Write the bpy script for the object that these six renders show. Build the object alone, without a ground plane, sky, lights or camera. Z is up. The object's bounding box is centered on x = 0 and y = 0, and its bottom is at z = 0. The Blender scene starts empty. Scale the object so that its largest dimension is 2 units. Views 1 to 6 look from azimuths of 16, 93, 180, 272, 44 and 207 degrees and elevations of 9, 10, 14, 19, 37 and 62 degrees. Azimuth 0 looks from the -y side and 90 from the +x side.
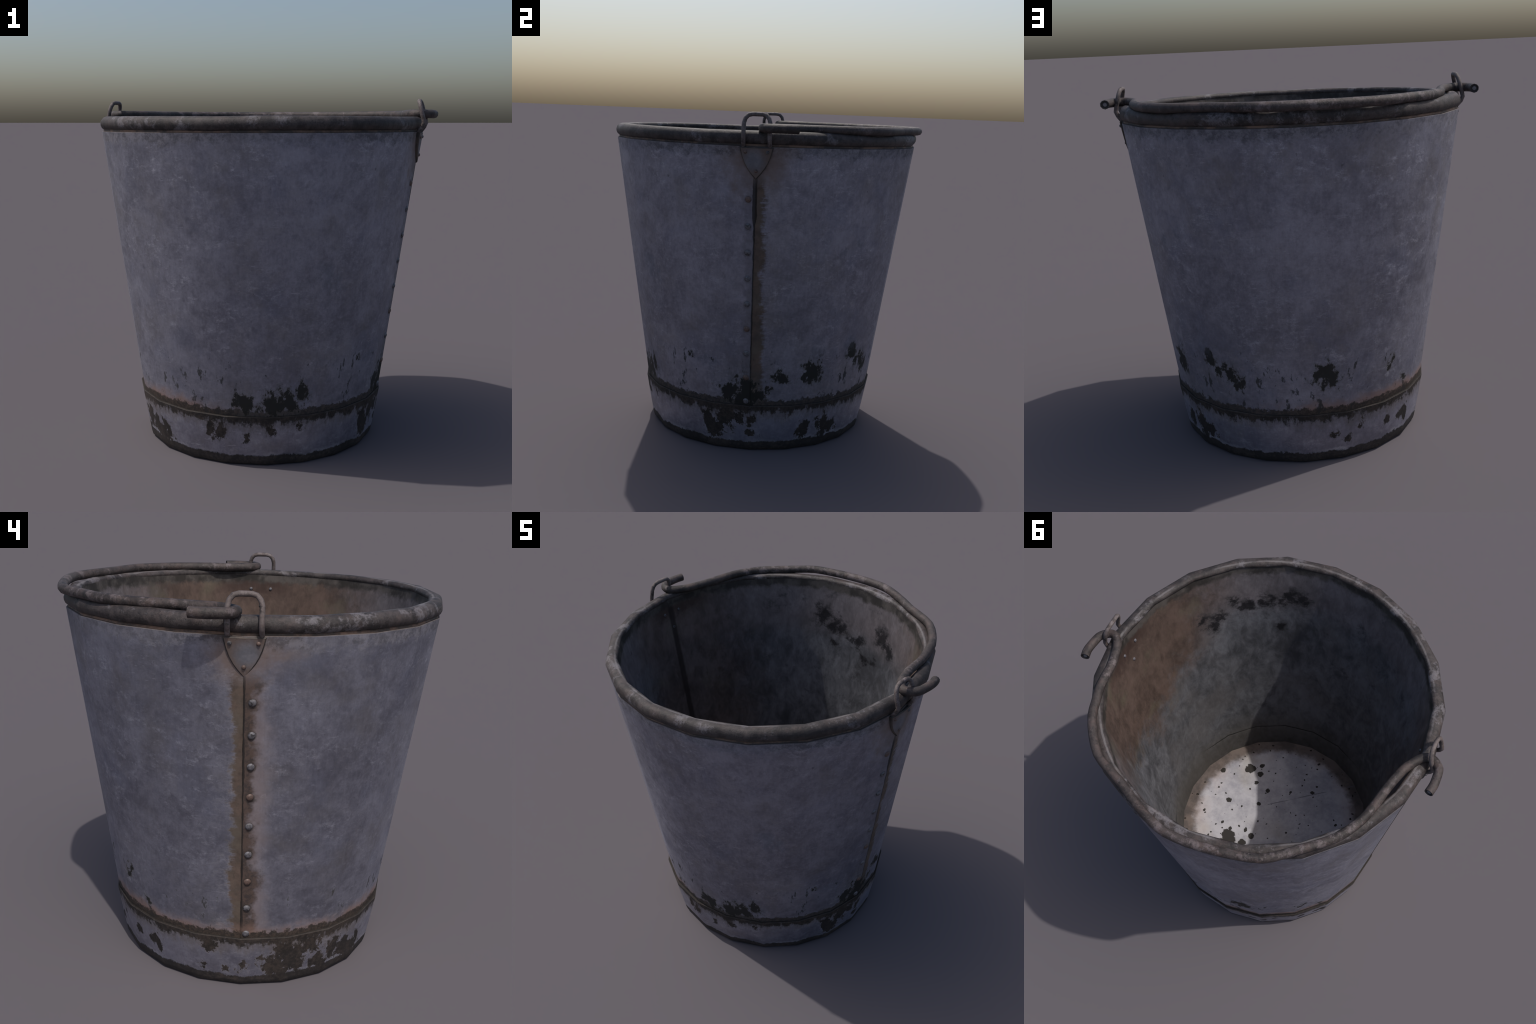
"""Old galvanised iron bucket: riveted double-seamed wall, rolled rim, base band,
two shield-shaped ears with wire loops, and a bail handle folded down on the rim."""
import bpy, bmesh, math, random
from mathutils import Vector, Matrix

random.seed(7)
SIDES = 20                      # the sheet is bent in 20 flats
AXIS_Y = -0.0135                # the folded handle pushes the body off centre

# ------------------------------------------------------------------ node maths
class Graph:
    """Small expression builder on top of a material's node tree."""
    def __init__(self, name):
        self.mat = bpy.data.materials.new(name)
        self.mat.use_nodes = True
        self.nt = self.mat.node_tree
        self.nt.nodes.clear()
        self.out = self.nt.nodes.new('ShaderNodeOutputMaterial')
        self.bsdf = self.nt.nodes.new('ShaderNodeBsdfPrincipled')
        self.nt.links.new(self.bsdf.outputs[0], self.out.inputs[0])
        tc = self.nt.nodes.new('ShaderNodeTexCoord')
        self.P = tc.outputs['Object']
        sep = self.nt.nodes.new('ShaderNodeSeparateXYZ')
        self.nt.links.new(self.P, sep.inputs[0])
        self.x, self.y, self.z = (Val(self, s) for s in sep.outputs)

    def put(self, sock, v):
        if isinstance(v, Val):
            self.nt.links.new(v.s, sock)
        elif isinstance(v, bpy.types.NodeSocket):
            self.nt.links.new(v, sock)
        else:
            if isinstance(v, tuple) and len(v) == 3 and sock.type == 'RGBA':
                v = (*v, 1.0)
            sock.default_value = v

    def math(self, op, *a):
        n = self.nt.nodes.new('ShaderNodeMath'); n.operation = op
        for i, v in enumerate(a):
            self.put(n.inputs[i], v)
        return Val(self, n.outputs[0])

    def scaled(self, sx, sy, sz, shift=(0, 0, 0)):
        n = self.nt.nodes.new('ShaderNodeMapping')
        self.put(n.inputs['Vector'], self.P)
        n.inputs['Scale'].default_value = (sx, sy, sz)
        n.inputs['Location'].default_value = shift
        return n.outputs[0]

    def noise(self, scale, detail=3.0, rough=0.55, vec=None, seed=0.0, distort=0.0):
        n = self.nt.nodes.new('ShaderNodeTexNoise')
        n.noise_dimensions = '4D'
        self.put(n.inputs['Vector'], vec if vec is not None else self.P)
        n.inputs['W'].default_value = seed
        n.inputs['Scale'].default_value = scale
        n.inputs['Detail'].default_value = detail
        n.inputs['Roughness'].default_value = rough
        n.inputs['Distortion'].default_value = distort
        return Val(self, n.outputs[0])

    def warped(self, amount, scale, seed=0.0, detail=4.0):
        """Object position pushed about by a noise: ragged outlines for patches."""
        n = self.nt.nodes.new('ShaderNodeTexNoise')
        n.noise_dimensions = '4D'
        n.inputs['W'].default_value = seed
        n.inputs['Scale'].default_value = scale
        n.inputs['Detail'].default_value = detail
        n.inputs['Roughness'].default_value = 0.65
        self.put(n.inputs['Vector'], self.P)
        m = self.nt.nodes.new('ShaderNodeVectorMath'); m.operation = 'MULTIPLY_ADD'
        self.nt.links.new(n.outputs[1], m.inputs[0])
        m.inputs[1].default_value = (amount,) * 3
        m.inputs[2].default_value = (-amount / 2,) * 3
        a = self.nt.nodes.new('ShaderNodeVectorMath'); a.operation = 'ADD'
        self.nt.links.new(m.outputs[0], a.inputs[0])
        self.put(a.inputs[1], self.P)
        return a.outputs[0]

    def near(self, vec, point, size, squash=(1, 1, 1)):
        """1 at the point, 0 at distance 'size', negative beyond."""
        m = self.nt.nodes.new('ShaderNodeMapping')
        m.vector_type = 'POINT'
        self.put(m.inputs['Vector'], vec)
        sc = [1.0 / (size * q) for q in squash]
        m.inputs['Scale'].default_value = sc
        m.inputs['Location'].default_value = [-p * s for p, s in zip(point, sc)]
        l = self.nt.nodes.new('ShaderNodeVectorMath'); l.operation = 'LENGTH'
        self.nt.links.new(m.outputs[0], l.inputs[0])
        return 1.0 - Val(self, l.outputs['Value'])

    def ramp(self, v, lo, hi):
        n = self.nt.nodes.new('ShaderNodeMapRange'); n.interpolation_type = 'SMOOTHSTEP'
        self.put(n.inputs[0], v)
        self.put(n.inputs[1], lo); self.put(n.inputs[2], hi)
        return Val(self, n.outputs[0])

    def mix(self, a, b, f):
        n = self.nt.nodes.new('ShaderNodeMix'); n.data_type = 'RGBA'
        self.put(n.inputs[0], f); self.put(n.inputs[6], a); self.put(n.inputs[7], b)
        return n.outputs[2]

    def times(self, col, v):
        n = self.nt.nodes.new('ShaderNodeVectorMath'); n.operation = 'SCALE'
        self.put(n.inputs[0], col); self.put(n.inputs['Scale'], v)
        return n.outputs[0]

    def finish(self, color, rough=0.6, metallic=0.0, bump=None, dist=0.004, strength=0.5, spec=0.5):
        self.put(self.bsdf.inputs['Base Color'], color)
        self.put(self.bsdf.inputs['Roughness'], rough)
        self.put(self.bsdf.inputs['Metallic'], metallic)
        self.put(self.bsdf.inputs['Specular IOR Level'], spec)
        if bump is not None:
            b = self.nt.nodes.new('ShaderNodeBump')
            b.inputs['Distance'].default_value = dist
            b.inputs['Strength'].default_value = strength
            self.put(b.inputs['Height'], bump)
            self.nt.links.new(b.outputs[0], self.bsdf.inputs['Normal'])
        return self.mat


class Val:
    def __init__(self, g, s): self.g, self.s = g, s
    def __add__(self, o): return self.g.math('ADD', self, o)
    __radd__ = __add__
    def __sub__(self, o): return self.g.math('SUBTRACT', self, o)
    def __rsub__(self, o): return self.g.math('SUBTRACT', o, self)
    def __mul__(self, o): return self.g.math('MULTIPLY', self, o)
    __rmul__ = __mul__
    def __neg__(self): return self.g.math('MULTIPLY', self, -1.0)
    def abs(self): return self.g.math('ABSOLUTE', self)
    def max(self, o): return self.g.math('MAXIMUM', self, o)
    def min(self, o): return self.g.math('MINIMUM', self, o)
    def gt(self, o): return self.g.math('GREATER_THAN', self, o)
    def clamp(self):
        n = self.g.math('ADD', self, 0.0); n.s.node.use_clamp = True; return n


def patches(g, vec, radius_at, spots, stretch=1.0):
    """Highest closeness (1 at a centre, 0 at its edge) to any worn spot, given as
    (angle, height, size); 'stretch' makes the spots taller than wide."""
    m = g.nt.nodes.new('ShaderNodeVectorMath'); m.operation = 'MULTIPLY'
    g.put(m.inputs[0], vec); m.inputs[1].default_value = (1, 1, 1.0 / stretch)
    field = None
    for ang, z, size in spots:
        a = math.radians(ang); r = radius_at(z)
        field = closest(g, field, m.outputs[0], (r * math.cos(a), r * math.sin(a), z / stretch), size)
    return field


def closest(g, field, vec, point, size):
    n = g.nt.nodes.new('ShaderNodeVectorMath'); n.operation = 'DISTANCE'
    g.put(n.inputs[0], vec); n.inputs[1].default_value = point
    d = g.math('MULTIPLY_ADD', Val(g, n.outputs['Value']), -1.0 / size, 1.0)
    return d if field is None else field.max(d)

# ------------------------------------------------------------------ profiles
def outer_r(z): return 0.9180 - 0.1395 * (1.768 - z)
def inner_r(z):
    """Straight taper, easing outward below knee height."""
    ease = min(1.0, max(0.0, (1.00 - z) / 0.55)) + 0.10 * min(1.0, max(0.0, (0.30 - z) / 0.10))
    return 0.850 - 0.1530 * (1.742 - z) + 0.020 * ease
def band_r(z):  return 0.7235 - 0.1780 * (0.287 - z)
FLOOR_Z = 0.20

# ------------------------------------------------------------------ materials
BLACK = (0.020, 0.019, 0.017)
GRIME = (0.040, 0.037, 0.033)

class Coat:
    """A colour being painted in layers; remembers how much bare metal is left."""
    def __init__(self, g, color):
        self.g, self.col, self.cover = g, color, None

    def add(self, color, mask, amount=1.0, metal=False):
        m = (mask * amount).clamp()
        self.col = self.g.mix(self.col, color, m)
        if not metal:
            self.cover = m if self.cover is None else self.cover + m - self.cover * m

    def bare(self):
        return 1.0 - self.cover


def galvanised(g, tint=1.0):
    """Mottled zinc: cool blue-grey cloud, warm dull stains, pale scuffs, fine pits."""
    big = g.noise(1.9, 3, 0.6, seed=1.0)
    mid = g.noise(9.0, 6, 0.72, seed=2.0, distort=0.5)
    small = g.noise(27.0, 6, 0.78, seed=2.5)
    fine = g.noise(60.0, 5, 0.75, seed=3.0)
    weave = g.noise(70.0, 3, 0.6, vec=g.scaled(1, 1, 0.2), seed=4.0)
    tone = big * 0.30 + mid * 0.38 + small * 0.32
    col = g.mix((0.205, 0.202, 0.246), (0.352, 0.349, 0.412), g.ramp(tone, 0.385, 0.615))
    warm = g.ramp(g.noise(3.4, 5, 0.7, seed=5.0) * 0.8 + small * 0.2, 0.47, 0.66)
    col = g.mix(col, (0.228, 0.212, 0.214), warm * 0.48)
    blue = g.ramp(g.noise(2.7, 4, 0.65, seed=5.5), 0.52, 0.68)
    col = g.mix(col, (0.225, 0.235, 0.310), blue * 0.45)
    scuff = g.ramp(g.noise(17.0, 8, 0.82, vec=g.scaled(1, 1, 1.5), seed=6.0), 0.50, 0.70)
    scuff = scuff * g.ramp(g.noise(3.0, 4, 0.6, seed=7.0), 0.38, 0.62)
    col = g.mix(col, (0.540, 0.535, 0.600), scuff * 0.75)
    hair = g.ramp(g.noise(30.0, 4, 0.7, vec=g.scaled(0.5, 0.5, 3.2, (0.3, 0.1, 0.0)), seed=9.0), 0.585, 0.68)
    hair = hair * g.ramp(g.noise(2.2, 3, 0.6, seed=9.5), 0.45, 0.62)
    col = g.mix(col, (0.500, 0.495, 0.560), hair * 0.55)
    pit = g.ramp(g.noise(34.0, 5, 0.74, vec=g.scaled(1, 1, 0.6), seed=8.0), 0.63, 0.72)
    col = g.mix(col, (0.085, 0.080, 0.090), pit * 0.5)
    col = g.times(col, (0.58 + fine * 0.50 + weave * 0.34) * tint)
    return col, mid, fine, scuff, small


def wall_material():
    g = Graph('weathered_zinc_wall')
    x, y, z = g.x, g.y, g.z
    col, mid, fine, scuff, small = galvanised(g, 1.0)
    c = Coat(g, col)
    rag = g.noise(26.0, 6, 0.75, seed=11.0) - 0.5
    rag_low = g.noise(5.5, 4, 0.65, seed=12.0) - 0.5
    fring = g.noise(26.0, 5, 0.75, vec=g.scaled(0.45, 0.45, 2.0), seed=13.0) - 0.5
    left = (-x).gt(0.0)                       # the sunny ear's side
    right = 1.0 - left

    # rusty halo round the ears
    d = g.near(g.P, (0, 0, 1.745), 1.0, (1e6, 0.235, 0.250))
    halo = g.ramp(d + rag_low * 1.6 + rag * 0.6, -0.15, 0.65)
    c.add((0.172, 0.124, 0.104), halo, 0.85)
    deep = g.ramp(d + rag_low * 1.2 + fring * 1.6, 0.55, 1.0)
    c.add((0.085, 0.060, 0.048), deep, 0.5)

    # stain beside the seam: broad olive-brown on one side, rivet side darker and narrow
    below = g.ramp(z, 1.66, 1.54)
    yy = y + rag_low * 0.160 + fring * 0.085 + rag * 0.075
    plus = g.ramp(yy, 0.070, 0.036) * y.gt(0.0)
    pale = g.ramp(yy, 0.165, 0.095) * y.gt(0.0) * g.ramp(g.noise(28.0, 6, 0.8, vec=g.scaled(1, 1, 2.2), seed=14.0), 0.44, 0.64)
    pale = pale * g.ramp(g.noise(3.3, 2, 0.5, seed=15.5), 0.40, 0.58)
    c.add((0.44, 0.43, 0.46), pale * below * (0.25 + left * 0.75), 0.75, metal=True)
    rust = g.mix((0.074, 0.053, 0.038), (0.128, 0.085, 0.060), g.ramp(g.noise(13.0, 5, 0.7, seed=16.0), 0.36, 0.64))
    rust = g.mix(rust, (0.108, 0.084, 0.060), g.ramp(g.noise(6.0, 4, 0.6, seed=17.0), 0.46, 0.64) * 0.8)
    rust = g.times(rust, 0.45 + small * 1.05)
    c.add(rust, plus * below, 0.93)
    blush = g.ramp(y + rag_low * 0.16 + rag * 0.06, -0.160, -0.050) * (-y).gt(0.0)
    c.add((0.205, 0.158, 0.152), blush * left * below, 0.72)
    minus_w = g.noise(6.0, 4, 0.65, seed=18.0) * 0.26 - 0.095 + left * 0.016
    minus = g.ramp((-y) + rag * 0.070, minus_w + 0.034, minus_w - 0.016) * (-y).gt(0.0)
    c.add(g.mix((0.082, 0.054, 0.041), (0.036, 0.027, 0.023), g.ramp(small, 0.44, 0.60)), minus * below * (0.35 + left * 0.65), 0.9)
    # contact shadow drawn as a dark ring round every rivet of the row
    row = (z - 0.311) * (1.0 / 0.1468)
    up = (g.math('FRACT', row + 0.5) - 0.5) * 0.1468
    side = y + z * 0.011 + 0.0205
    ring = g.math('SQRT', up * up + side * side) + rag * 0.030
    inrow = z.gt(0.25) * (1.56 - z).gt(0.0)
    c.add((0.046, 0.038, 0.034), g.ramp(ring, 0.028, 0.018) * inrow * (0.45 + left * 0.55), 0.65)
    line_w = 0.0015 + g.ramp(g.noise(4.0, 3, 0.6, seed=19.0), 0.45, 0.7) * 0.004 + g.ramp(z, 1.32, 1.42) * (0.001 + right * 0.008)
    seam = g.ramp((y + 0.002 + rag * 0.012).abs(), line_w + 0.003, line_w)
    c.add((0.022, 0.019, 0.018), seam * below, 0.9)

    # grime under the rolled rim
    amount = g.noise(1.9, 3, 0.6, seed=20.0)
    drip = z + rag * 0.16 + rag_low * 0.10
    dirt = g.ramp(drip, 1.700, 1.740) * g.ramp(amount, 0.32, 0.54)
    speck = g.ramp(g.noise(24.0, 6, 0.8, seed=21.0), 0.42, 0.58)
    c.add(g.mix((0.052, 0.048, 0.050), (0.200, 0.188, 0.205), speck), dirt, 0.68)

    c.add((0.085, 0.068, 0.060), g.ramp(z, 1.7675, 1.7690), 0.8)  # shoulder darkened to subdue the bright reflection on its flat top

    # rust and black wear above the base band
    orange = g.ramp(z + rag_low * 0.20 + rag * 0.05, 0.385, 0.305) * g.ramp(x + rag_low * 1.2, 0.32, -0.12)
    c.add((0.225, 0.140, 0.112), orange, 0.85)
    foot = g.ramp(z + rag * 0.110 + rag_low * 0.05, 0.328, 0.316)
    c.add(g.mix((0.026, 0.023, 0.020), (0.066, 0.049, 0.039), g.ramp(fine, 0.42, 0.62)), foot, 0.95)

    spots = [(-82, .362, .060), (-68, .338, .095), (-61, .345, .060), (-57, .405, .062), (-3, .350, .120),
             (-9, .365, .060), (-1.5, .400, .060), (13.3, .461, .046), (28.5, .483, .072), (51, .565, .050), (60, .500, .058),
             (63, .455, .050), (55, .495, .030), (-62, .385, .048), (-57, .440, .030), (99.5, .500, .068),
             (97, .515, .034), (129, .515, .034), (128.5, .480, .030), (139, .385, .030), (-28.6, .560, .022),
             (5, .345, .048), (8, .380, .028)]
    far = [(29, .61, .05), (48, .62, .06), (-17, .53, .03), (-20, .55, .026), (-24, .54, .024), (116, .50, .03),
           (-50, 1.05, .07), (-46, 1.00, .05), (36, 1.20, .03), (44, 1.23, .03)]
    w1 = g.warped(0.10, 15.0, 30.0, 6)
    grain = g.noise(21.0, 6, 0.74, vec=g.scaled(1, 1, 0.6), seed=33.0) - 0.5
    hole = patches(g, w1, outer_r, spots, 1.15) + grain * 4.2 + rag * 1.2 - 0.22
    c.add((0.105, 0.095, 0.095), g.ramp(hole, -0.65, 0.0), 0.40)
    c.add(g.mix((0.085, 0.072, 0.062), BLACK, g.ramp(hole, -0.06, 0.20)), g.ramp(hole, -0.16, 0.12), 0.97)
    faint = patches(g, w1, outer_r, far, 1.3) + grain * 3.2
    c.add((0.085, 0.085, 0.100), g.ramp(faint + rag * 2.0, 0.0, 0.9), 0.4)
    fleck = g.noise(21.0, 5, 0.68, vec=g.scaled(1, 1, 0.40), seed=31.0)
    zone = g.ramp(z + rag_low * 0.2, 0.68, 0.48) * g.ramp(g.noise(2.1, 2, 0.5, seed=32.0), 0.40, 0.62)
    fleck = g.ramp(fleck + zone * 0.100 - 0.100, 0.548, 0.600)
    c.add((0.032, 0.030, 0.029), fleck * g.ramp(z, 0.76, 0.55), 0.9)

    rough = 0.56 + mid * 0.12 + (1.0 - c.bare()) * 0.12
    height = mid * 0.4 + small * 0.45 + scuff * 0.3 - g.ramp(hole, -0.1, 0.1) * 0.4 - seam * 0.6
    return g.finish(c.col, rough, c.bare() * 0.97, height, 0.006, 0.35, 0.22)


def band_material():
    g = Graph('chipped_zinc_band')
    z = g.z
    col, mid, fine, scuff, small = galvanised(g, 1.18)
    c = Coat(g, col)
    rag = g.noise(24.0, 6, 0.76, seed=41.0) - 0.5
    low = g.noise(4.5, 4, 0.62, seed=42.0) - 0.5
    drips = g.noise(24.0, 5, 0.7, vec=g.scaled(1, 1, 0.32), seed=43.0)
    iron = g.mix((0.020, 0.017, 0.015), (0.055, 0.042, 0.035), g.ramp(fine * 0.6 + small * 0.4 + low * 0.5, 0.42, 0.62))
    brown = (0.105, 0.080, 0.066)
    spots = [(-166, .115, .080), (-158, .150, .095), (-152, .205, .085), (-163, .215, .060), (-139, .150, .065),
             (-127, .090, .075), (-147, .095, .055), (142, .165, .040), (143, .120, .030), (167, .225, .045),
             (-179, .115, .034), (165, .095, .024), (174, .090, .024), (-123, .105, .058), (-133, .110, .065), (-97, .195, .036),
             (-96, .155, .030), (-92, .190, .040), (-80.5, .155, .028), (-70, .215, .030), (-57, .215, .028),
             (-19, .170, .060), (-17, .130, .062), (-11, .205, .070), (-6, .225, .060), (0, .195, .038),
             (0, .110, .026), (27, .150, .040), (26, .115, .044), (37, .150, .056), (39, .105, .056),
             (43, .110, .048), (115, .185, .030), (130, .150, .030), (103, .155, .020), (109, .120, .030), (139, .150, .030)]
    w1 = g.warped(0.09, 17.0, 44.0, 6)
    grain = g.noise(19.0, 6, 0.76, vec=g.scaled(1, 1, 0.7), seed=47.0) - 0.5
    chip = patches(g, w1, band_r, spots, 1.25) + grain * 4.4 + rag * 1.2 - 0.20
    top = g.ramp(z + rag * 0.10 + low * 0.06 + (drips - 0.5) * 0.16, 0.232, 0.262)
    halo = g.ramp(z + low * 0.12 + (drips - 0.5) * 0.20, 0.165, 0.240)
    foot_edge = z + rag * 0.060 + low * 0.05
    foot = g.ramp(foot_edge, 0.064, 0.054)
    lip = g.ramp(foot_edge, 0.052, 0.062) * g.ramp(foot_edge, 0.080, 0.066) * g.ramp(g.noise(3.0, 3, 0.6, seed=45.0), 0.48, 0.62)  # white glint near the bottom edge, painted as a pale zinc line
    c.add(brown, halo, 0.60)
    c.add(brown, g.ramp(chip, -0.35, -0.02), 0.45)
    c.add((0.56, 0.56, 0.62), lip, 0.65, metal=True)
    c.add(iron, g.ramp(drips, 0.645, 0.69), 0.85)
    dark = g.ramp(chip, -0.05, 0.06).max(top).max(foot)
    c.add(iron, dark, 0.97)
    edge = g.ramp(z, 0.275, 0.280)
    c.add((0.085, 0.072, 0.064), edge * g.ramp(g.noise(9.0, 4, 0.65, seed=46.0), 0.50, 0.68), 0.5)
    c.add((0.020, 0.017, 0.015), g.ramp(z, 0.2840, 0.2860), 0.7)  # top bevel coloured near black to offset the sun catching it
    rough = 0.46 + dark * 0.22 + mid * 0.12
    return g.finish(c.col, rough, c.bare() * 0.92, mid * 0.4 + small * 0.35 - dark * 0.6, 0.006, 0.45, 0.22)


def inside_material():
    g = Graph('stained_zinc_inside')
    x, y, z = g.x, g.y, g.z
    streak = g.noise(9.0, 6, 0.7, vec=g.scaled(1.4, 1.4, 0.8), seed=51.0, distort=0.6)
    cloud = g.noise(2.4, 4, 0.6, seed=52.0)
    fine = g.noise(40.0, 4, 0.7, vec=g.scaled(1, 1, 0.5), seed=53.0)
    rag = g.noise(18.0, 5, 0.7, seed=54.0) - 0.5
    low = g.noise(3.5, 3, 0.6, seed=55.0) - 0.5
    tone = streak * 0.6 + cloud * 0.4
    col = g.mix((0.084, 0.086, 0.097), (0.242, 0.246, 0.274), g.ramp(tone, 0.36, 0.64))  # greys tinted bluer to match the cool shade inside the bucket
    col = g.mix(col, (0.180, 0.166, 0.166), g.ramp(g.noise(2.0, 3, 0.6, seed=56.0), 0.48, 0.66) * 0.5)
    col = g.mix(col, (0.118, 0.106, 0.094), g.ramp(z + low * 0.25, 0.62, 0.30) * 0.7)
    high = g.ramp(z + low * 0.22, 1.42, 1.62)
    col = g.mix(col, g.mix((0.170, 0.146, 0.150), (0.255, 0.216, 0.226), g.ramp(streak, 0.35, 0.65)), high * 0.75)
    smear = g.ramp(g.noise(7.5, 5, 0.72, vec=g.scaled(1, 1, 1.2), seed=57.0), 0.56, 0.70) * g.ramp(z, 0.7, 1.1)
    col = g.mix(col, (0.052, 0.052, 0.056), smear * 0.7)

    # rust fans below the ears
    sunny = x.gt(0.0)
    yy = (y - 0.045) .abs()
    fan = z - (0.98 - (1.0 - sunny) * 0.62) - yy * 0.80 + low * 0.60 + rag * 0.50
    wide = g.ramp(yy + low * 0.35 + rag * 0.30 + (1.0 - sunny) * 0.22, 0.74, 0.42)
    fan = g.ramp(fan, -0.16, 0.20) * wide
    rust = g.mix((0.088, 0.060, 0.047), (0.178, 0.120, 0.095), g.ramp(streak * 0.5 + g.noise(5.0, 4, 0.6, seed=58.0) * 0.5, 0.36, 0.62))
    rust = g.mix(rust, (0.180, 0.155, 0.105), g.ramp(g.noise(4.0, 3, 0.6, seed=59.0), 0.52, 0.68) * 0.6)
    col = g.mix(col, rust, fan * (0.60 + sunny * 0.33))
    red = g.ramp(z + rag * 0.20 + low * 0.12, 1.66, 1.755) * g.ramp(yy, 0.27, 0.12)
    col = g.mix(col, (0.070, 0.043, 0.036), red * 0.8)
    joint = g.ramp((y + rag * 0.012).abs(), 0.030, 0.012) * (1.0 - sunny)
    col = g.mix(col, (0.030, 0.024, 0.022), joint * 0.8)

    spots = [(107.8, 1.61, .055), (102, 1.56, .050), (98, 1.55, .035), (93.3, 1.495, .032), (88, 1.50, .036), (101, 1.44, .030),
             (75, 1.60, .048), (71, 1.56, .034), (68, 1.545, .036), (78, 1.42, .030), (83, 1.40, .028),
             (-50, 1.595, .034), (-56, 1.537, .045), (-62, 1.560, .040), (-66, 1.572, .048), (-70, 1.570, .045), (-74, 1.60, .050), (-78, 1.60, .045),
             (-80.5, 1.575, .035), (-36, 1.50, .040), (-43.5, 1.50, .036), (-70, 1.36, .030), (-40, 1.44, .035)]
    w1 = g.warped(0.11, 13.0, 60.0, 5)
    hole = patches(g, w1, inner_r, spots, 1.0) + rag * 3.6 - 0.10
    smoke = g.ramp(hole + (streak - 0.5) * 2.5, -1.3, 0.1) * g.ramp(g.noise(11.0, 6, 0.75, vec=g.scaled(1, 1, 1.8), seed=62.0), 0.42, 0.60)
    col = g.mix(col, (0.040, 0.039, 0.042), smoke * 0.85)
    col = g.mix(col, (0.018, 0.017, 0.020), g.ramp(hole + (streak - 0.5) * 1.5, -0.34, 0.45) * 0.90)

    lip = g.ramp(z + rag * 0.09 + low * 0.05, 1.762, 1.795)  # shading beneath the rim, put into the wall colour as a dark strip
    col = g.mix(col, g.mix((0.045, 0.041, 0.037), (0.130, 0.115, 0.106), g.ramp(g.noise(9, 4, 0.6, seed=61.0), 0.42, 0.62)), lip * 0.92)
    crease = g.ramp((z - 0.381 + rag * 0.010).abs(), 0.0060, 0.0020) * g.ramp(g.noise(2.5, 2, 0.5, seed=63.0) - y * 0.25, 0.44, 0.66)
    col = g.mix(col, (0.024, 0.022, 0.020), crease * 0.85)
    col = g.times(col, 0.40 + fine * 0.46)
    return g.finish(col, 0.66, 0.15, streak * 0.5 + fine * 0.3 - crease, 0.006, 0.35, 0.2)


def floor_material():
    g = Graph('pitted_zinc_floor')
    x, y = g.x, g.y
    cloud = g.noise(3.0, 5, 0.65, seed=71.0)
    fine = g.noise(38.0, 5, 0.7, seed=72.0)
    rag = g.noise(16.0, 5, 0.7, seed=73.0) - 0.5
    r = g.math('SQRT', x * x + y * y)
    col = g.mix((0.245, 0.243, 0.278), (0.425, 0.415, 0.448), g.ramp(cloud * 0.6 + g.noise(14.0, 6, 0.75, seed=79.0) * 0.4, 0.38, 0.62))
    col = g.mix(col, (0.33, 0.30, 0.26), g.ramp(g.noise(2.2, 3, 0.6, seed=74.0), 0.54, 0.70) * 0.6)
    pink = g.ramp(r + rag * 0.10, 0.42, 0.56) * g.ramp(g.noise(3.5, 3, 0.6, seed=75.0), 0.45, 0.60)
    col = g.mix(col, (0.40, 0.325, 0.300), pink * 0.5)
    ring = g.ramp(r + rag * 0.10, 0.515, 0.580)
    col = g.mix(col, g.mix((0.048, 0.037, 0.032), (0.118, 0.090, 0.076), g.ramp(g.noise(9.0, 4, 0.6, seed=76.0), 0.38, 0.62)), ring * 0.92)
    dots = [(.329, -.306, .034), (.345, -.285, .020), (.499, -.208, .017), (.264, -.356, .018), (.247, -.292, .021), (.241, -.22, .015),
            (.143, -.198, .016), (.36, -.017, .018), (.161, -.083, .015), (.25, .225, .042), (.225, .262, .046),
            (.243, .290, .04), (.137, .235, .026), (.101, .163, .022), (.156, .141, .014), (.256, .175, .014),
            (-.151, -.314, .012), (-.162, -.369, .011), (-.008, -.256, .010), (.48, .128, .010), (.323, .154, .009),
            (-.33, .05, .010), (-.22, .12, .012), (-.40, -.15, .009), (-.05, .25, .013), (-.12, .36, .018)]
    w1 = g.warped(0.035, 26.0, 77.0, 4)
    flat = g.nt.nodes.new('ShaderNodeVectorMath'); flat.operation = 'MULTIPLY'
    g.put(flat.inputs[0], w1); flat.inputs[1].default_value = (1, 1, 0)
    hole = None
    for px, py, s in dots:
        hole = closest(g, hole, flat.outputs[0], (px, py, 0.0), s)
    hole = hole + rag * 1.6
    vor = g.nt.nodes.new('ShaderNodeTexVoronoi'); vor.voronoi_dimensions = '2D'; vor.inputs['Scale'].default_value = 19.0
    g.put(vor.inputs['Vector'], flat.outputs[0])
    sep = g.nt.nodes.new('ShaderNodeSeparateColor'); g.put(sep.inputs[0], vor.outputs['Color'])
    pin = g.ramp(Val(g, vor.outputs['Distance']) * 1.0 - Val(g, sep.outputs[0]) * 0.20 + 0.090, 0.05, 0.020)
    pin = pin * Val(g, sep.outputs[1]).gt(0.35)
    col = g.mix(col, (0.016, 0.013, 0.010), (g.ramp(hole, -0.08, 0.08).max(pin)) * 0.96)
    scratch = g.ramp((y + 0.18 - x * 0.74 + rag * 0.012).abs(), 0.006, 0.002) * (-x).gt(-0.10) * g.ramp(g.noise(6.0, 2, 0.5, seed=78.0), 0.40, 0.52)
    col = g.mix(col, (0.10, 0.10, 0.12), scratch * 0.7)
    col = g.times(col, 0.86 + fine * 0.28)
    return g.finish(col, 0.60, 0.0, fine * 0.4 + cloud * 0.2, 0.004, 0.3, 0.2)


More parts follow.
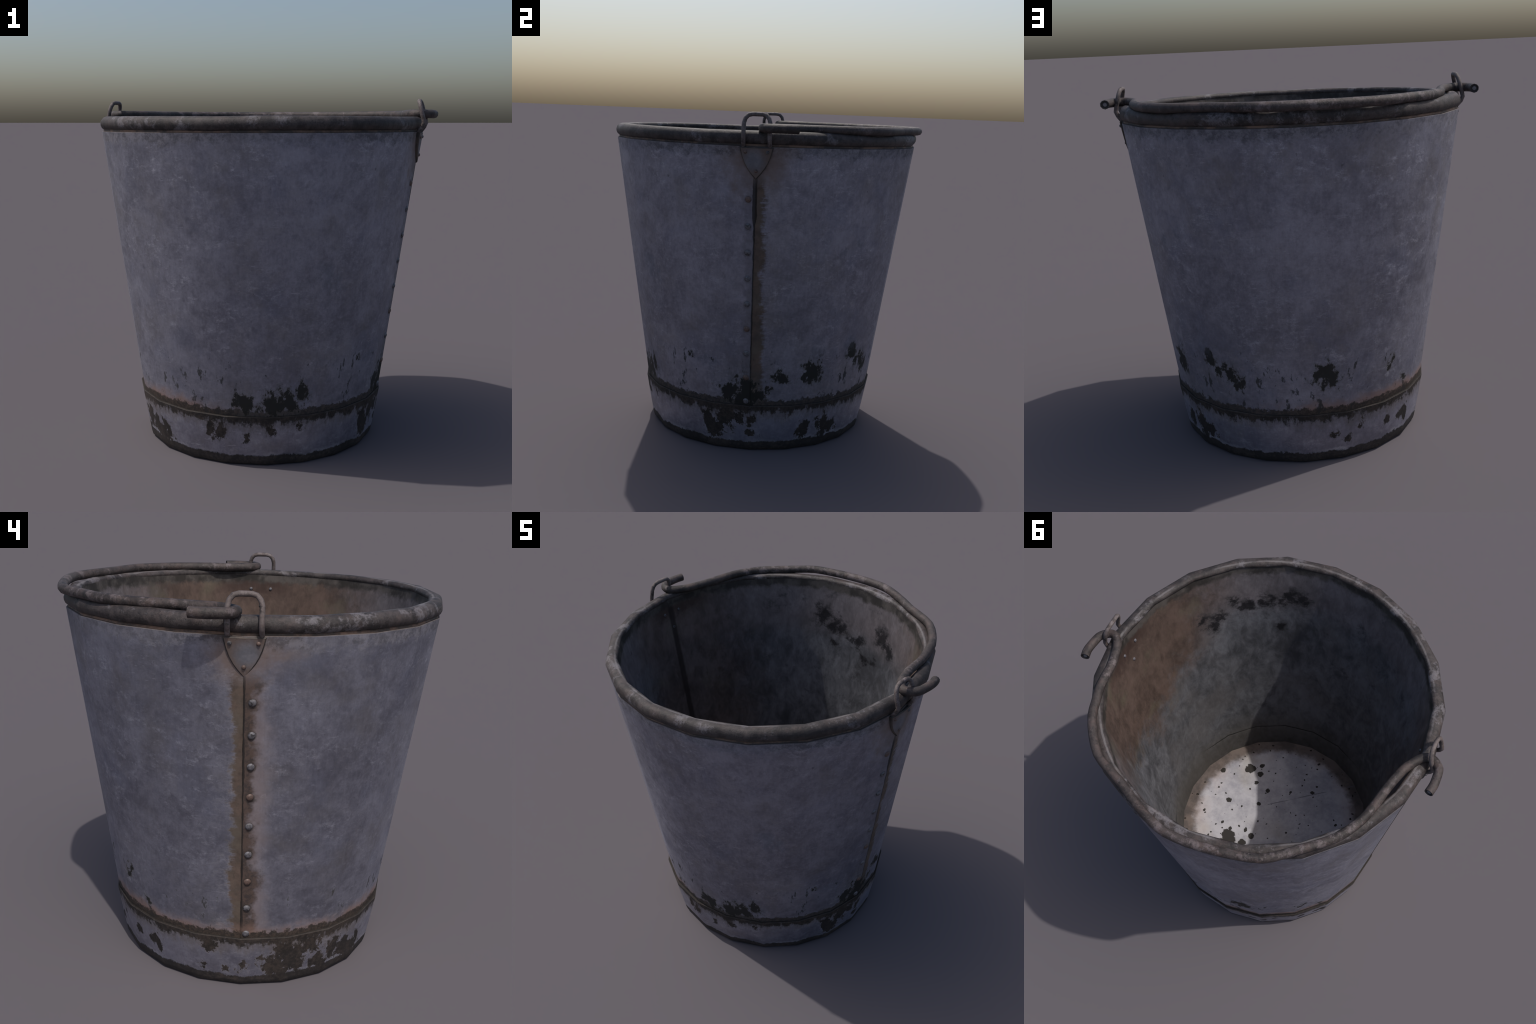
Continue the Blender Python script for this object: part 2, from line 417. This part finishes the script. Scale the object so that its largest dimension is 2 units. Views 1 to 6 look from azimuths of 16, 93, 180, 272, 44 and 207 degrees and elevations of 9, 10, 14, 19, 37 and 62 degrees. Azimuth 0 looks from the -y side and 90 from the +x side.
def iron_material(name, dark, mid_c, pale, seed, pale_lo=0.56, pale_scale=7.0, rust=0.5):
    """Dull bare iron: olive-brown, blotched with soot, rust and rubbed pale places."""
    g = Graph(name)
    big = g.noise(4.0, 4, 0.62, seed=seed)
    mott = g.noise(13.0, 7, 0.80, seed=seed + 1)
    fine = g.noise(60.0, 5, 0.78, seed=seed + 2)
    col = g.mix(dark, mid_c, g.ramp(big * 0.3 + mott * 0.7, 0.43, 0.57))
    rusty = g.ramp(g.noise(10.0, 6, 0.78, seed=seed + 3), 0.48, 0.60)
    col = g.mix(col, (0.092, 0.064, 0.058), rusty * rust)
    worn = g.noise(pale_scale, 7, 0.80, seed=seed + 4)
    where = g.ramp(g.noise(2.6, 3, 0.5, seed=seed + 6), 0.40, 0.60)
    worn = g.ramp(worn + where * 0.09 - 0.05, pale_lo, pale_lo + 0.10)
    col = g.mix(col, pale, worn * 0.72)
    soot = g.ramp(g.noise(12.0, 7, 0.80, seed=seed + 5), 0.52, 0.62)
    col = g.mix(col, (0.016, 0.014, 0.014), soot * 0.8)
    if name == 'dull_iron_rim':               # highlight along the inner top corner, painted as a paler line
        r = g.math('SQRT', g.x * g.x + g.y * g.y)
        corner = g.ramp((r - 0.869 + (mott - 0.5) * 0.012).abs(), 0.0075, 0.0025) * g.ramp(g.z, 1.838, 1.844)
        col = g.mix(col, (0.190, 0.176, 0.178), corner * g.ramp(big, 0.40, 0.56) * 0.5)
    col = g.times(col, 0.50 + fine * 1.0)
    return g.finish(col, 0.42 + mott * 0.35, 0.0, mott * 0.7 + fine * 0.3, 0.010, 0.7, 0.38)


def neck_material():
    g = Graph('rust_line_neck')
    n = g.noise(7.0, 5, 0.7, seed=91.0)
    col = g.mix((0.050, 0.040, 0.035), (0.190, 0.120, 0.085), g.ramp(n, 0.42, 0.62))
    return g.finish(col, 0.7)


def plate_material():
    g = Graph('rusted_zinc_plate')
    y, z = g.y, g.z
    rag = g.noise(22.0, 5, 0.7, seed=95.0) - 0.5
    fine = g.noise(80.0, 4, 0.7, seed=96.0)
    col = g.mix((0.140, 0.138, 0.158), (0.180, 0.174, 0.196), g.ramp(g.noise(18.0, 4, 0.6, seed=97.0), 0.4, 0.6))
    c = g.near(g.P, (0, -0.012, 1.695), 1.0, (1e6, 0.062, 0.062)) + rag * 0.9
    col = g.mix((0.138, 0.100, 0.086), col, g.ramp(c, -0.35, 0.65))
    grit = g.ramp(g.noise(40.0, 4, 0.7, seed=98.0), 0.58, 0.68)
    col = g.mix(col, (0.070, 0.052, 0.043), grit * 0.85 * g.ramp(c, 0.6, -0.4))
    rim = g.ramp(z + rag * 0.01, 1.756, 1.764)
    col = g.mix(col, (0.055, 0.045, 0.038), rim * 0.6)
    col = g.times(col, 0.58 + fine * 0.5)
    return g.finish(col, 0.6, 0.1, fine * 0.4 + rag * 0.5, 0.003, 0.4)


def plate_edge_material():
    g = Graph('dark_plate_edge')
    col = g.mix((0.030, 0.026, 0.024), (0.085, 0.066, 0.055), g.ramp(g.noise(14.0, 4, 0.6, seed=99.0), 0.4, 0.65))
    return g.finish(col, 0.7)


def rivet_material(name, a, b, seed, lo=0.45, hi=0.62):
    g = Graph(name)
    n = g.noise(95.0, 4, 0.7, seed=seed)
    col = g.mix(a, b, g.ramp(n, lo, hi))
    return g.finish(col, 0.5, 0.0, n, 0.002, 0.5)


def plain_material(name, c):
    g = Graph(name)
    col = g.times(c, 0.7 + g.noise(60.0, 3, 0.6, seed=110.0) * 0.6)
    return g.finish(col, 0.7)


M = dict(wall=wall_material(), band=band_material(), inside=inside_material(), floor=floor_material(),
         rim=iron_material('dull_iron_rim', (0.022, 0.018, 0.018), (0.057, 0.047, 0.046), (0.150, 0.138, 0.150), 120.0, 0.52, 11.0, 0.30),
         handle=iron_material('rusted_iron_handle', (0.023, 0.018, 0.017), (0.054, 0.043, 0.041), (0.138, 0.113, 0.116), 140.0, 0.52, 18.0, 0.5),
         loop=iron_material('rusted_wire_loop', (0.090, 0.072, 0.067), (0.140, 0.115, 0.112), (0.195, 0.168, 0.170), 160.0, 0.52, 20.0, 0.4),
         neck=neck_material(), plate=plate_material(), plate_edge=plate_edge_material(),
         hollow=plain_material('dark_pipe_hollow', (0.035, 0.032, 0.032)),
         core=plain_material('pipe_core_grey', (0.150, 0.140, 0.150)),
         under=plain_material('dark_underside', (0.060, 0.053, 0.045)))
RIVETS = [rivet_material('rivet_pitted_zinc', (0.118, 0.112, 0.122), (0.018, 0.016, 0.016), 201.0),
          rivet_material('rivet_pale_zinc', (0.128, 0.124, 0.138), (0.066, 0.060, 0.064), 202.0),
          rivet_material('rivet_rusted', (0.118, 0.076, 0.062), (0.068, 0.046, 0.040), 203.0)]

# ------------------------------------------------------------------ mesh helpers
root = bpy.data.objects.new('metal_bucket', None)
root.location = (0, AXIS_Y, 0)
root.empty_display_size = 0.3
bpy.context.scene.collection.objects.link(root)
root['label'] = 'old grey galvanised bucket with rusty seams, dark rolled rim and folded handle'
root['category'] = 'metal bucket'


def add_object(name, bm, mats, parent=root, sharp=40.0, recalc=True):
    if recalc:
        bmesh.ops.recalc_face_normals(bm, faces=bm.faces)
    me = bpy.data.meshes.new(name)
    bm.to_mesh(me); bm.free()
    for m in mats:
        me.materials.append(m)
    me.polygons.foreach_set('use_smooth', [True] * len(me.polygons))
    me.set_sharp_from_angle(angle=math.radians(sharp))
    ob = bpy.data.objects.new(name, me)
    bpy.context.scene.collection.objects.link(ob)
    ob.parent = parent
    return ob


def lathe(profile, closed=True, sides=SIDES, mat_of=None, bm=None):
    """Turn (radius, height) points round the z axis; corners of the flats at 0, 18, 36 ... degrees."""
    bm = bm or bmesh.new()
    rings = []
    for r, z in profile:
        if r < 1e-6:
            rings.append([bm.verts.new((0, 0, z))])
        else:
            rings.append([bm.verts.new((r * math.cos(2 * math.pi * k / sides), r * math.sin(2 * math.pi * k / sides), z))
                          for k in range(sides)])
    pairs = list(zip(range(len(rings) - 1), range(1, len(rings))))
    if closed:
        pairs.append((len(rings) - 1, 0))
    for i, j in pairs:
        a, b = rings[i], rings[j]
        for k in range(sides):
            k2 = (k + 1) % sides
            if len(a) == 1:
                f = bm.faces.new((a[0], b[k2], b[k]))
            elif len(b) == 1:
                f = bm.faces.new((a[k], a[k2], b[0]))
            else:
                f = bm.faces.new((a[k], a[k2], b[k2], b[k]))
            if mat_of:
                f.material_index = mat_of(i)
    return bm


def pushed_out_back(bm):
    """The side the handle lies on has been pulled out of round near the top."""
    for v in bm.verts:
        r = math.hypot(v.co.x, v.co.y)
        a = math.degrees(math.atan2(v.co.y, v.co.x))
        round_ = min(1.0, max(0.0, (a - 22) / 35)) * min(1.0, max(0.0, (158 - a) / 40))
        up = 0.45 + 0.55 * min(1.0, max(0.0, (v.co.z - 0.7) / 1.0))
        k = 1 + 0.0050 * round_ * up / max(r, 0.1)
        v.co.x *= k; v.co.y *= k
    return bm


def spline(pts, steps):
    """Catmull-Rom through the control points."""
    pts = [Vector(p) for p in pts]
    out = []
    for i in range(len(pts) - 1):
        p0 = pts[max(i - 1, 0)]; p1 = pts[i]; p2 = pts[i + 1]; p3 = pts[min(i + 2, len(pts) - 1)]
        for s in range(steps):
            t = s / steps
            out.append(0.5 * ((2 * p1) + (p2 - p0) * t + (2 * p0 - 5 * p1 + 4 * p2 - p3) * t * t
                              + (3 * p1 - 3 * p2 + p3 - p0) * t ** 3))
    out.append(pts[-1])
    return out


def tube(bm, path, radius, sides=10, wobble=0.0, up=Vector((0, 0, 1)), flat=None):
    """Sweep a round section along a path; returns the two end rings."""
    rings = []
    n = len(path)
    normal = None
    for i, p in enumerate(path):
        t = (path[min(i + 1, n - 1)] - path[max(i - 1, 0)]).normalized()
        if normal is None:
            normal = (up - t * up.dot(t)).normalized()
        else:
            normal = (normal - t * normal.dot(t)).normalized()
        side = t.cross(normal)
        rr = radius * (1 + wobble * (random.random() - 0.5))
        fx = flat(i / (n - 1)) if flat else 1.0
        rings.append([bm.verts.new(p + normal * (rr * math.cos(a)) + side * (rr * fx * math.sin(a)))
                      for a in (2 * math.pi * k / sides for k in range(sides))])
    for a, b in zip(rings, rings[1:]):
        for k in range(sides):
            bm.faces.new((a[k], a[(k + 1) % sides], b[(k + 1) % sides], b[k]))
    return rings[0], rings[-1]

# ------------------------------------------------------------------ body
# wall: one skin outside, one inside, joined under the rim and at the foot
z_levels = [1.768, 1.742, 1.60, 1.40, 1.20, 1.00, 0.80, 0.60, 0.45, 0.34, 0.27]
outside = [(outer_r(z), z) for z in z_levels] + [(outer_r(0.12), 0.12)]
add_object('wall', pushed_out_back(lathe([(0.898, 1.7705), (0.9150, 1.7700)] + outside, closed=False)), [M['wall']], sharp=30)
inside_z = [1.832, 1.80, 1.742, 1.60, 1.40, 1.20, 1.00, 0.80, 0.60, 0.45, 0.384, 0.378, 0.32, 0.26, FLOOR_Z - 0.004]
ins = [(inner_r(z) - (0.002 if z < 0.38 else 0.0), z) for z in inside_z]
bm = lathe(ins, closed=False)
inner = add_object('inner_wall', bm, [M['inside']], sharp=30, recalc=False)

# neck: the thin rusty joint between wall and rolled rim
add_object('neck', pushed_out_back(lathe([(0.880, 1.764), (0.9075, 1.766), (0.9105, 1.7725), (0.9085, 1.7765), (0.9095, 1.7805), (0.9055, 1.786), (0.880, 1.786)])), [M['neck']])

# rim: rolled edge, slightly flattened, with a lazy unevenness
section = [(0.9080, 1.7800), (0.9200, 1.7890), (0.9265, 1.8030), (0.9275, 1.8170), (0.9225, 1.8330), (0.9120, 1.8445), (0.8980, 1.8500),
           (0.8790, 1.8505), (0.8660, 1.8470), (0.8585, 1.8360), (0.8588, 1.8250), (0.8640, 1.8170), (0.8720, 1.7900), (0.8850, 1.7760), (0.8960, 1.7745)]
bm = lathe(section)
for v in bm.verts:
    a = math.atan2(v.co.y, v.co.x)
    v.co.z += 0.0015 * math.sin(5 * a + 0.6) + 0.001 * math.sin(9 * a)
add_object('rim', pushed_out_back(bm), [M['rim']], sharp=55)

# base band: sheet wrapped round the foot, top edge standing proud
band = [(outer_r(0.287) - 0.004, 0.2870), (0.7185, 0.2870), (0.7220, 0.2830), (band_r(0.20), 0.20), (band_r(0.12), 0.12),
        (0.6780, 0.034), (0.6715, 0.012), (0.6600, 0.0), (0.630, 0.0), (0.626, 0.10), (0.655, 0.14)]
add_object('base_band', lathe(band, closed=True), [M['band']], sharp=30)

# floor plate: visible sheet inside, recessed underside
add_object('floor', lathe([(0.0, FLOOR_Z - 0.046), (0.32, FLOOR_Z - 0.020), (inner_r(FLOOR_Z) + 0.012, FLOOR_Z), (inner_r(FLOOR_Z) + 0.012, FLOOR_Z - 0.02)],
                          closed=False), [M['floor']], sharp=30)
add_object('underside', lathe([(0.0, 0.055), (0.628, 0.055), (0.628, 0.075), (0.0, 0.075)], closed=False), [M['under']], sharp=30)

# ------------------------------------------------------------------ seams and rivets
def rivet_mesh(name, radius, height):
    bm = bmesh.new()
    rows = [(radius, -0.004), (radius, 0.0), (radius * 0.93, height * 0.42), (radius * 0.68, height * 0.80), (radius * 0.35, height * 0.97), (0.0, height)]
    lathe(rows, closed=False, sides=14, bm=bm)
    bmesh.ops.recalc_face_normals(bm, faces=bm.faces)
    me = bpy.data.meshes.new(name)
    bm.to_mesh(me); bm.free()
    me.polygons.foreach_set('use_smooth', [True] * len(me.polygons))
    me.materials.append(RIVETS[0])
    return me

SEAM_RIVET = rivet_mesh('seam_rivet', 0.0172, 0.0090)
PLATE_RIVET = rivet_mesh('plate_rivet', 0.0095, 0.0075)


def place_rivet(mesh, pos, normal, parent, mat, turn=0.0):
    ob = bpy.data.objects.new('rivet', mesh)
    bpy.context.scene.collection.objects.link(ob)
    ob.parent = parent
    q = normal.to_track_quat('Z', 'Y')
    ob.matrix_local = Matrix.Translation(pos) @ q.to_matrix().to_4x4() @ Matrix.Rotation(turn, 4, 'Z')
    ob.material_slots[0].link = 'OBJECT'
    ob.material_slots[0].material = mat
    return ob


def flat_x(radius, y):
    """x of the 20-sided wall at a small sideways offset y from the seam corner."""
    return radius - abs(y) * math.tan(math.pi / SIDES)


kinds = {-1: [0, 0, 1, 2, 1, 1, 2, 0, 1], 1: [2, 0, 0, 1, 1, 2, 1, 2, 1]}
tilt = math.atan(0.1395)
for sx in (1, -1):
    # lap seam: the upper sheet stands a few millimetres proud and dies away beyond the rivets
    bm = bmesh.new()
    rows = []
    for i in range(14):
        z = 0.285 + (1.768 - 0.285) * i / 13
        r = outer_r(z)
        rows.append([bm.verts.new((sx * (flat_x(r, yy) + h), yy, z))
                     for yy, h in ((0.0005, -0.004), (0.0005, 0.0026), (-0.004, 0.0032), (-0.030, 0.0024), (-0.075, 0.0008), (-0.115, -0.002))])
    for a, b in zip(rows, rows[1:]):
        for k in range(5):
            bm.faces.new((a[k], a[k + 1], b[k + 1], b[k]) if sx > 0 else (a[k], b[k], b[k + 1], a[k + 1]))
    seam = add_object('seam', bm, [M['wall']], sharp=35, recalc=False)
    for i in range(9):
        z = 1.488 - 0.1468 * i
        r = outer_r(z)
        y = -(0.0205 + 0.011 * z)                              # row leans with the wall
        n = Vector((sx * math.cos(math.radians(9)), -math.sin(math.radians(9)), -math.sin(tilt))).normalized()
        p = Vector((sx * (flat_x(r, y) + 0.0022), y, z))
        place_rivet(SEAM_RIVET, p, n, seam, RIVETS[kinds[sx][i]], random.uniform(0, 6.28))

# ------------------------------------------------------------------ ears
# half outline of the shield plate: half width against depth below its top edge
SHIELD = [(0.0, 0.0895), (0.012, 0.0865), (0.030, 0.0825), (0.058, 0.0740), (0.085, 0.0630), (0.110, 0.0495), (0.135, 0.0320), (0.155, 0.0150), (0.169, 0.0020)]
PLATE_TOP = 1.7665
for sx in (1, -1):
    bm = bmesh.new()
    fr, bk = [], []
    for depth, w in SHIELD:
        z = PLATE_TOP - depth
        x_front = 0.932 - 0.165 * depth - (0.008 if sx < 0 else 0.0)
        a_row, b_row = [], []
        for s in (-1.0, -0.5, 0.0, 0.5, 1.0):
            curve = 0.010 * (abs(s) * w / 0.09) ** 1.6       # hugs the round wall
            a_row.append(bm.verts.new((sx * (x_front - curve), s * w, z)))
            b_row.append(bm.verts.new((sx * (x_front - curve - 0.021), s * w * 1.0, z)))
        fr.append(a_row); bk.append(b_row)
    def face(vs, mi):
        f = bm.faces.new(vs); f.material_index = mi
    for i in range(len(SHIELD) - 1):
        for k in range(4):
            face((fr[i][k], fr[i][k + 1], fr[i + 1][k + 1], fr[i + 1][k]), 0)
            face((bk[i][k], bk[i + 1][k], bk[i + 1][k + 1], bk[i][k + 1]), 1)
        for k in (0, 4):
            face((fr[i][k], bk[i][k], bk[i + 1][k], fr[i + 1][k]), 1)
    for row in (0, len(SHIELD) - 1):
        for k in range(4):
            face((fr[row][k], fr[row][k + 1], bk[row][k + 1], bk[row][k]), 1)
    bmesh.ops.recalc_face_normals(bm, faces=bm.faces)
    edges = [e for e in bm.edges if len(e.link_faces) == 2 and e.link_faces[0].material_index != e.link_faces[1].material_index
             and all(abs(v.co.x) > 0.885 for v in e.verts)]
    bmesh.ops.bevel(bm, geom=edges, offset=0.0048, segments=1, affect='EDGES', material=1)
    plate = add_object('ear', bm, [M['plate'], M['plate_edge']], sharp=35)
    for i, (y, depth) in enumerate(((-0.057, 0.026), (0.059, 0.026), (0.001, 0.125))):
        xf = 0.932 - (0.008 if sx < 0 else 0.0) - 0.165 * depth - 0.010 * (abs(y) / 0.09) ** 1.6
        n = Vector((sx, 0.12 * (1 if y > 0.02 else -1 if y < -0.02 else 0), -0.17)).normalized()
        place_rivet(PLATE_RIVET, Vector((sx * xf, y, PLATE_TOP - depth)), n, plate, RIVETS[(2, 0, 2)[i]], i)
        # riveted-over ends inside the bucket
        zi = PLATE_TOP - depth + 0.002
        ri = inner_r(zi)
        place_rivet(PLATE_RIVET, Vector((sx * (flat_x(ri, y) - 0.001), y, zi)), Vector((-sx, 0, 0.15)).normalized(), plate, RIVETS[1 if sx > 0 else 0], i)

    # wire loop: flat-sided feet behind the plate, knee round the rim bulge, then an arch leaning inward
    foot = 0.9050 if sx > 0 else 0.8980
    half = [(0.0695, 1.756, foot), (0.0695, 1.772, foot + 0.0085), (0.0685, 1.796, 0.9310), (0.0680, 1.8180, 0.9410), (0.0685, 1.840, 0.9365), (0.0690, 1.868, 0.9285), (0.0685, 1.890, 0.9235),
            (0.0620, 1.913, 0.9175), (0.0470, 1.9300, 0.9120), (0.0250, 1.9355, 0.9090)]
    pts = [(sx * x, y, z) for y, z, x in half] + [(sx * x, -y, z) for y, z, x in reversed(half)]
    pts = [(x, y - 0.0005, z) for x, y, z in pts]
    bm = bmesh.new()
    ends = tube(bm, [Vector(p) for p in pts], 0.0118, sides=10, wobble=0.04, up=Vector((sx, 0, 0)))
    for e in ends:
        bm.faces.new(e)
    add_object('loop', bm, [M['loop']], parent=plate, sharp=60)

# ------------------------------------------------------------------ bail handle
H_Z = 1.866
right = [(0.966, 0.203), (0.9745, 0.172), (0.9765, 0.145), (0.9715, 0.095), (0.965, 0.060), (0.947, 0.036), (0.925, 0.019), (0.901, 0.015),
         (0.876, 0.028), (0.857, 0.050), (0.840, 0.084), (0.828, 0.124), (0.816, 0.163), (0.808, 0.208)]
back = [(0.804, 0.262), (0.796, 0.324), (0.783, 0.375), (0.766, 0.430), (0.741, 0.505), (0.680, 0.598), (0.600, 0.686), (0.510, 0.735), (0.408, 0.778), (0.330, 0.822), (0.252, 0.862), (0.170, 0.897),
        (0.090, 0.917), (-0.030, 0.918), (-0.160, 0.902), (-0.275, 0.878), (-0.385, 0.844), (-0.460, 0.788), (-0.534, 0.722), (-0.595, 0.667),
        (-0.655, 0.604), (-0.691, 0.550), (-0.719, 0.494), (-0.740, 0.441), (-0.760, 0.357), (-0.771, 0.296), (-0.781, 0.246), (-0.793, 0.201)]
left = [(-0.812, 0.137), (-0.834, 0.094), (-0.860, 0.054), (-0.882, 0.032), (-0.904, 0.021), (-0.928, 0.026), (-0.950, 0.042), (-0.968, 0.062), (-0.974, 0.095),
        (-0.9765, 0.145), (-0.974, 0.172), (-0.968, 0.204)]
plan = right + back + left
path = [Vector((x, y - AXIS_Y, H_Z)) for x, y in plan]
bm = bmesh.new()
e0, e1 = tube(bm, spline(path, 2), 0.0238, sides=10, wobble=0.02)
for ring, inward in ((e0, 1), (e1, -1)):
    # sawn pipe end: thin lip, sunk dark ring, paler core
    c = sum((v.co for v in ring), Vector()) / len(ring)
    ax = (path[1] - path[0]).normalized() if inward == 1 else (path[-2] - path[-1]).normalized()
    prev = ring
    for scale, depth, mi in ((0.84, 0.0, 0), (0.74, 0.007, 1), (0.48, 0.007, 1), (0.40, 0.003, 2)):
        nxt = [bm.verts.new(c + (v.co - c) * scale + ax * depth) for v in ring]
        for k in range(len(ring)):
            k2 = (k + 1) % len(ring)
            f = bm.faces.new((prev[k], prev[k2], nxt[k2], nxt[k])); f.material_index = mi
        prev = nxt
    f = bm.faces.new(prev); f.material_index = 2
handle = add_object('handle', bm, [M['handle'], M['hollow'], M['core']], sharp=45)
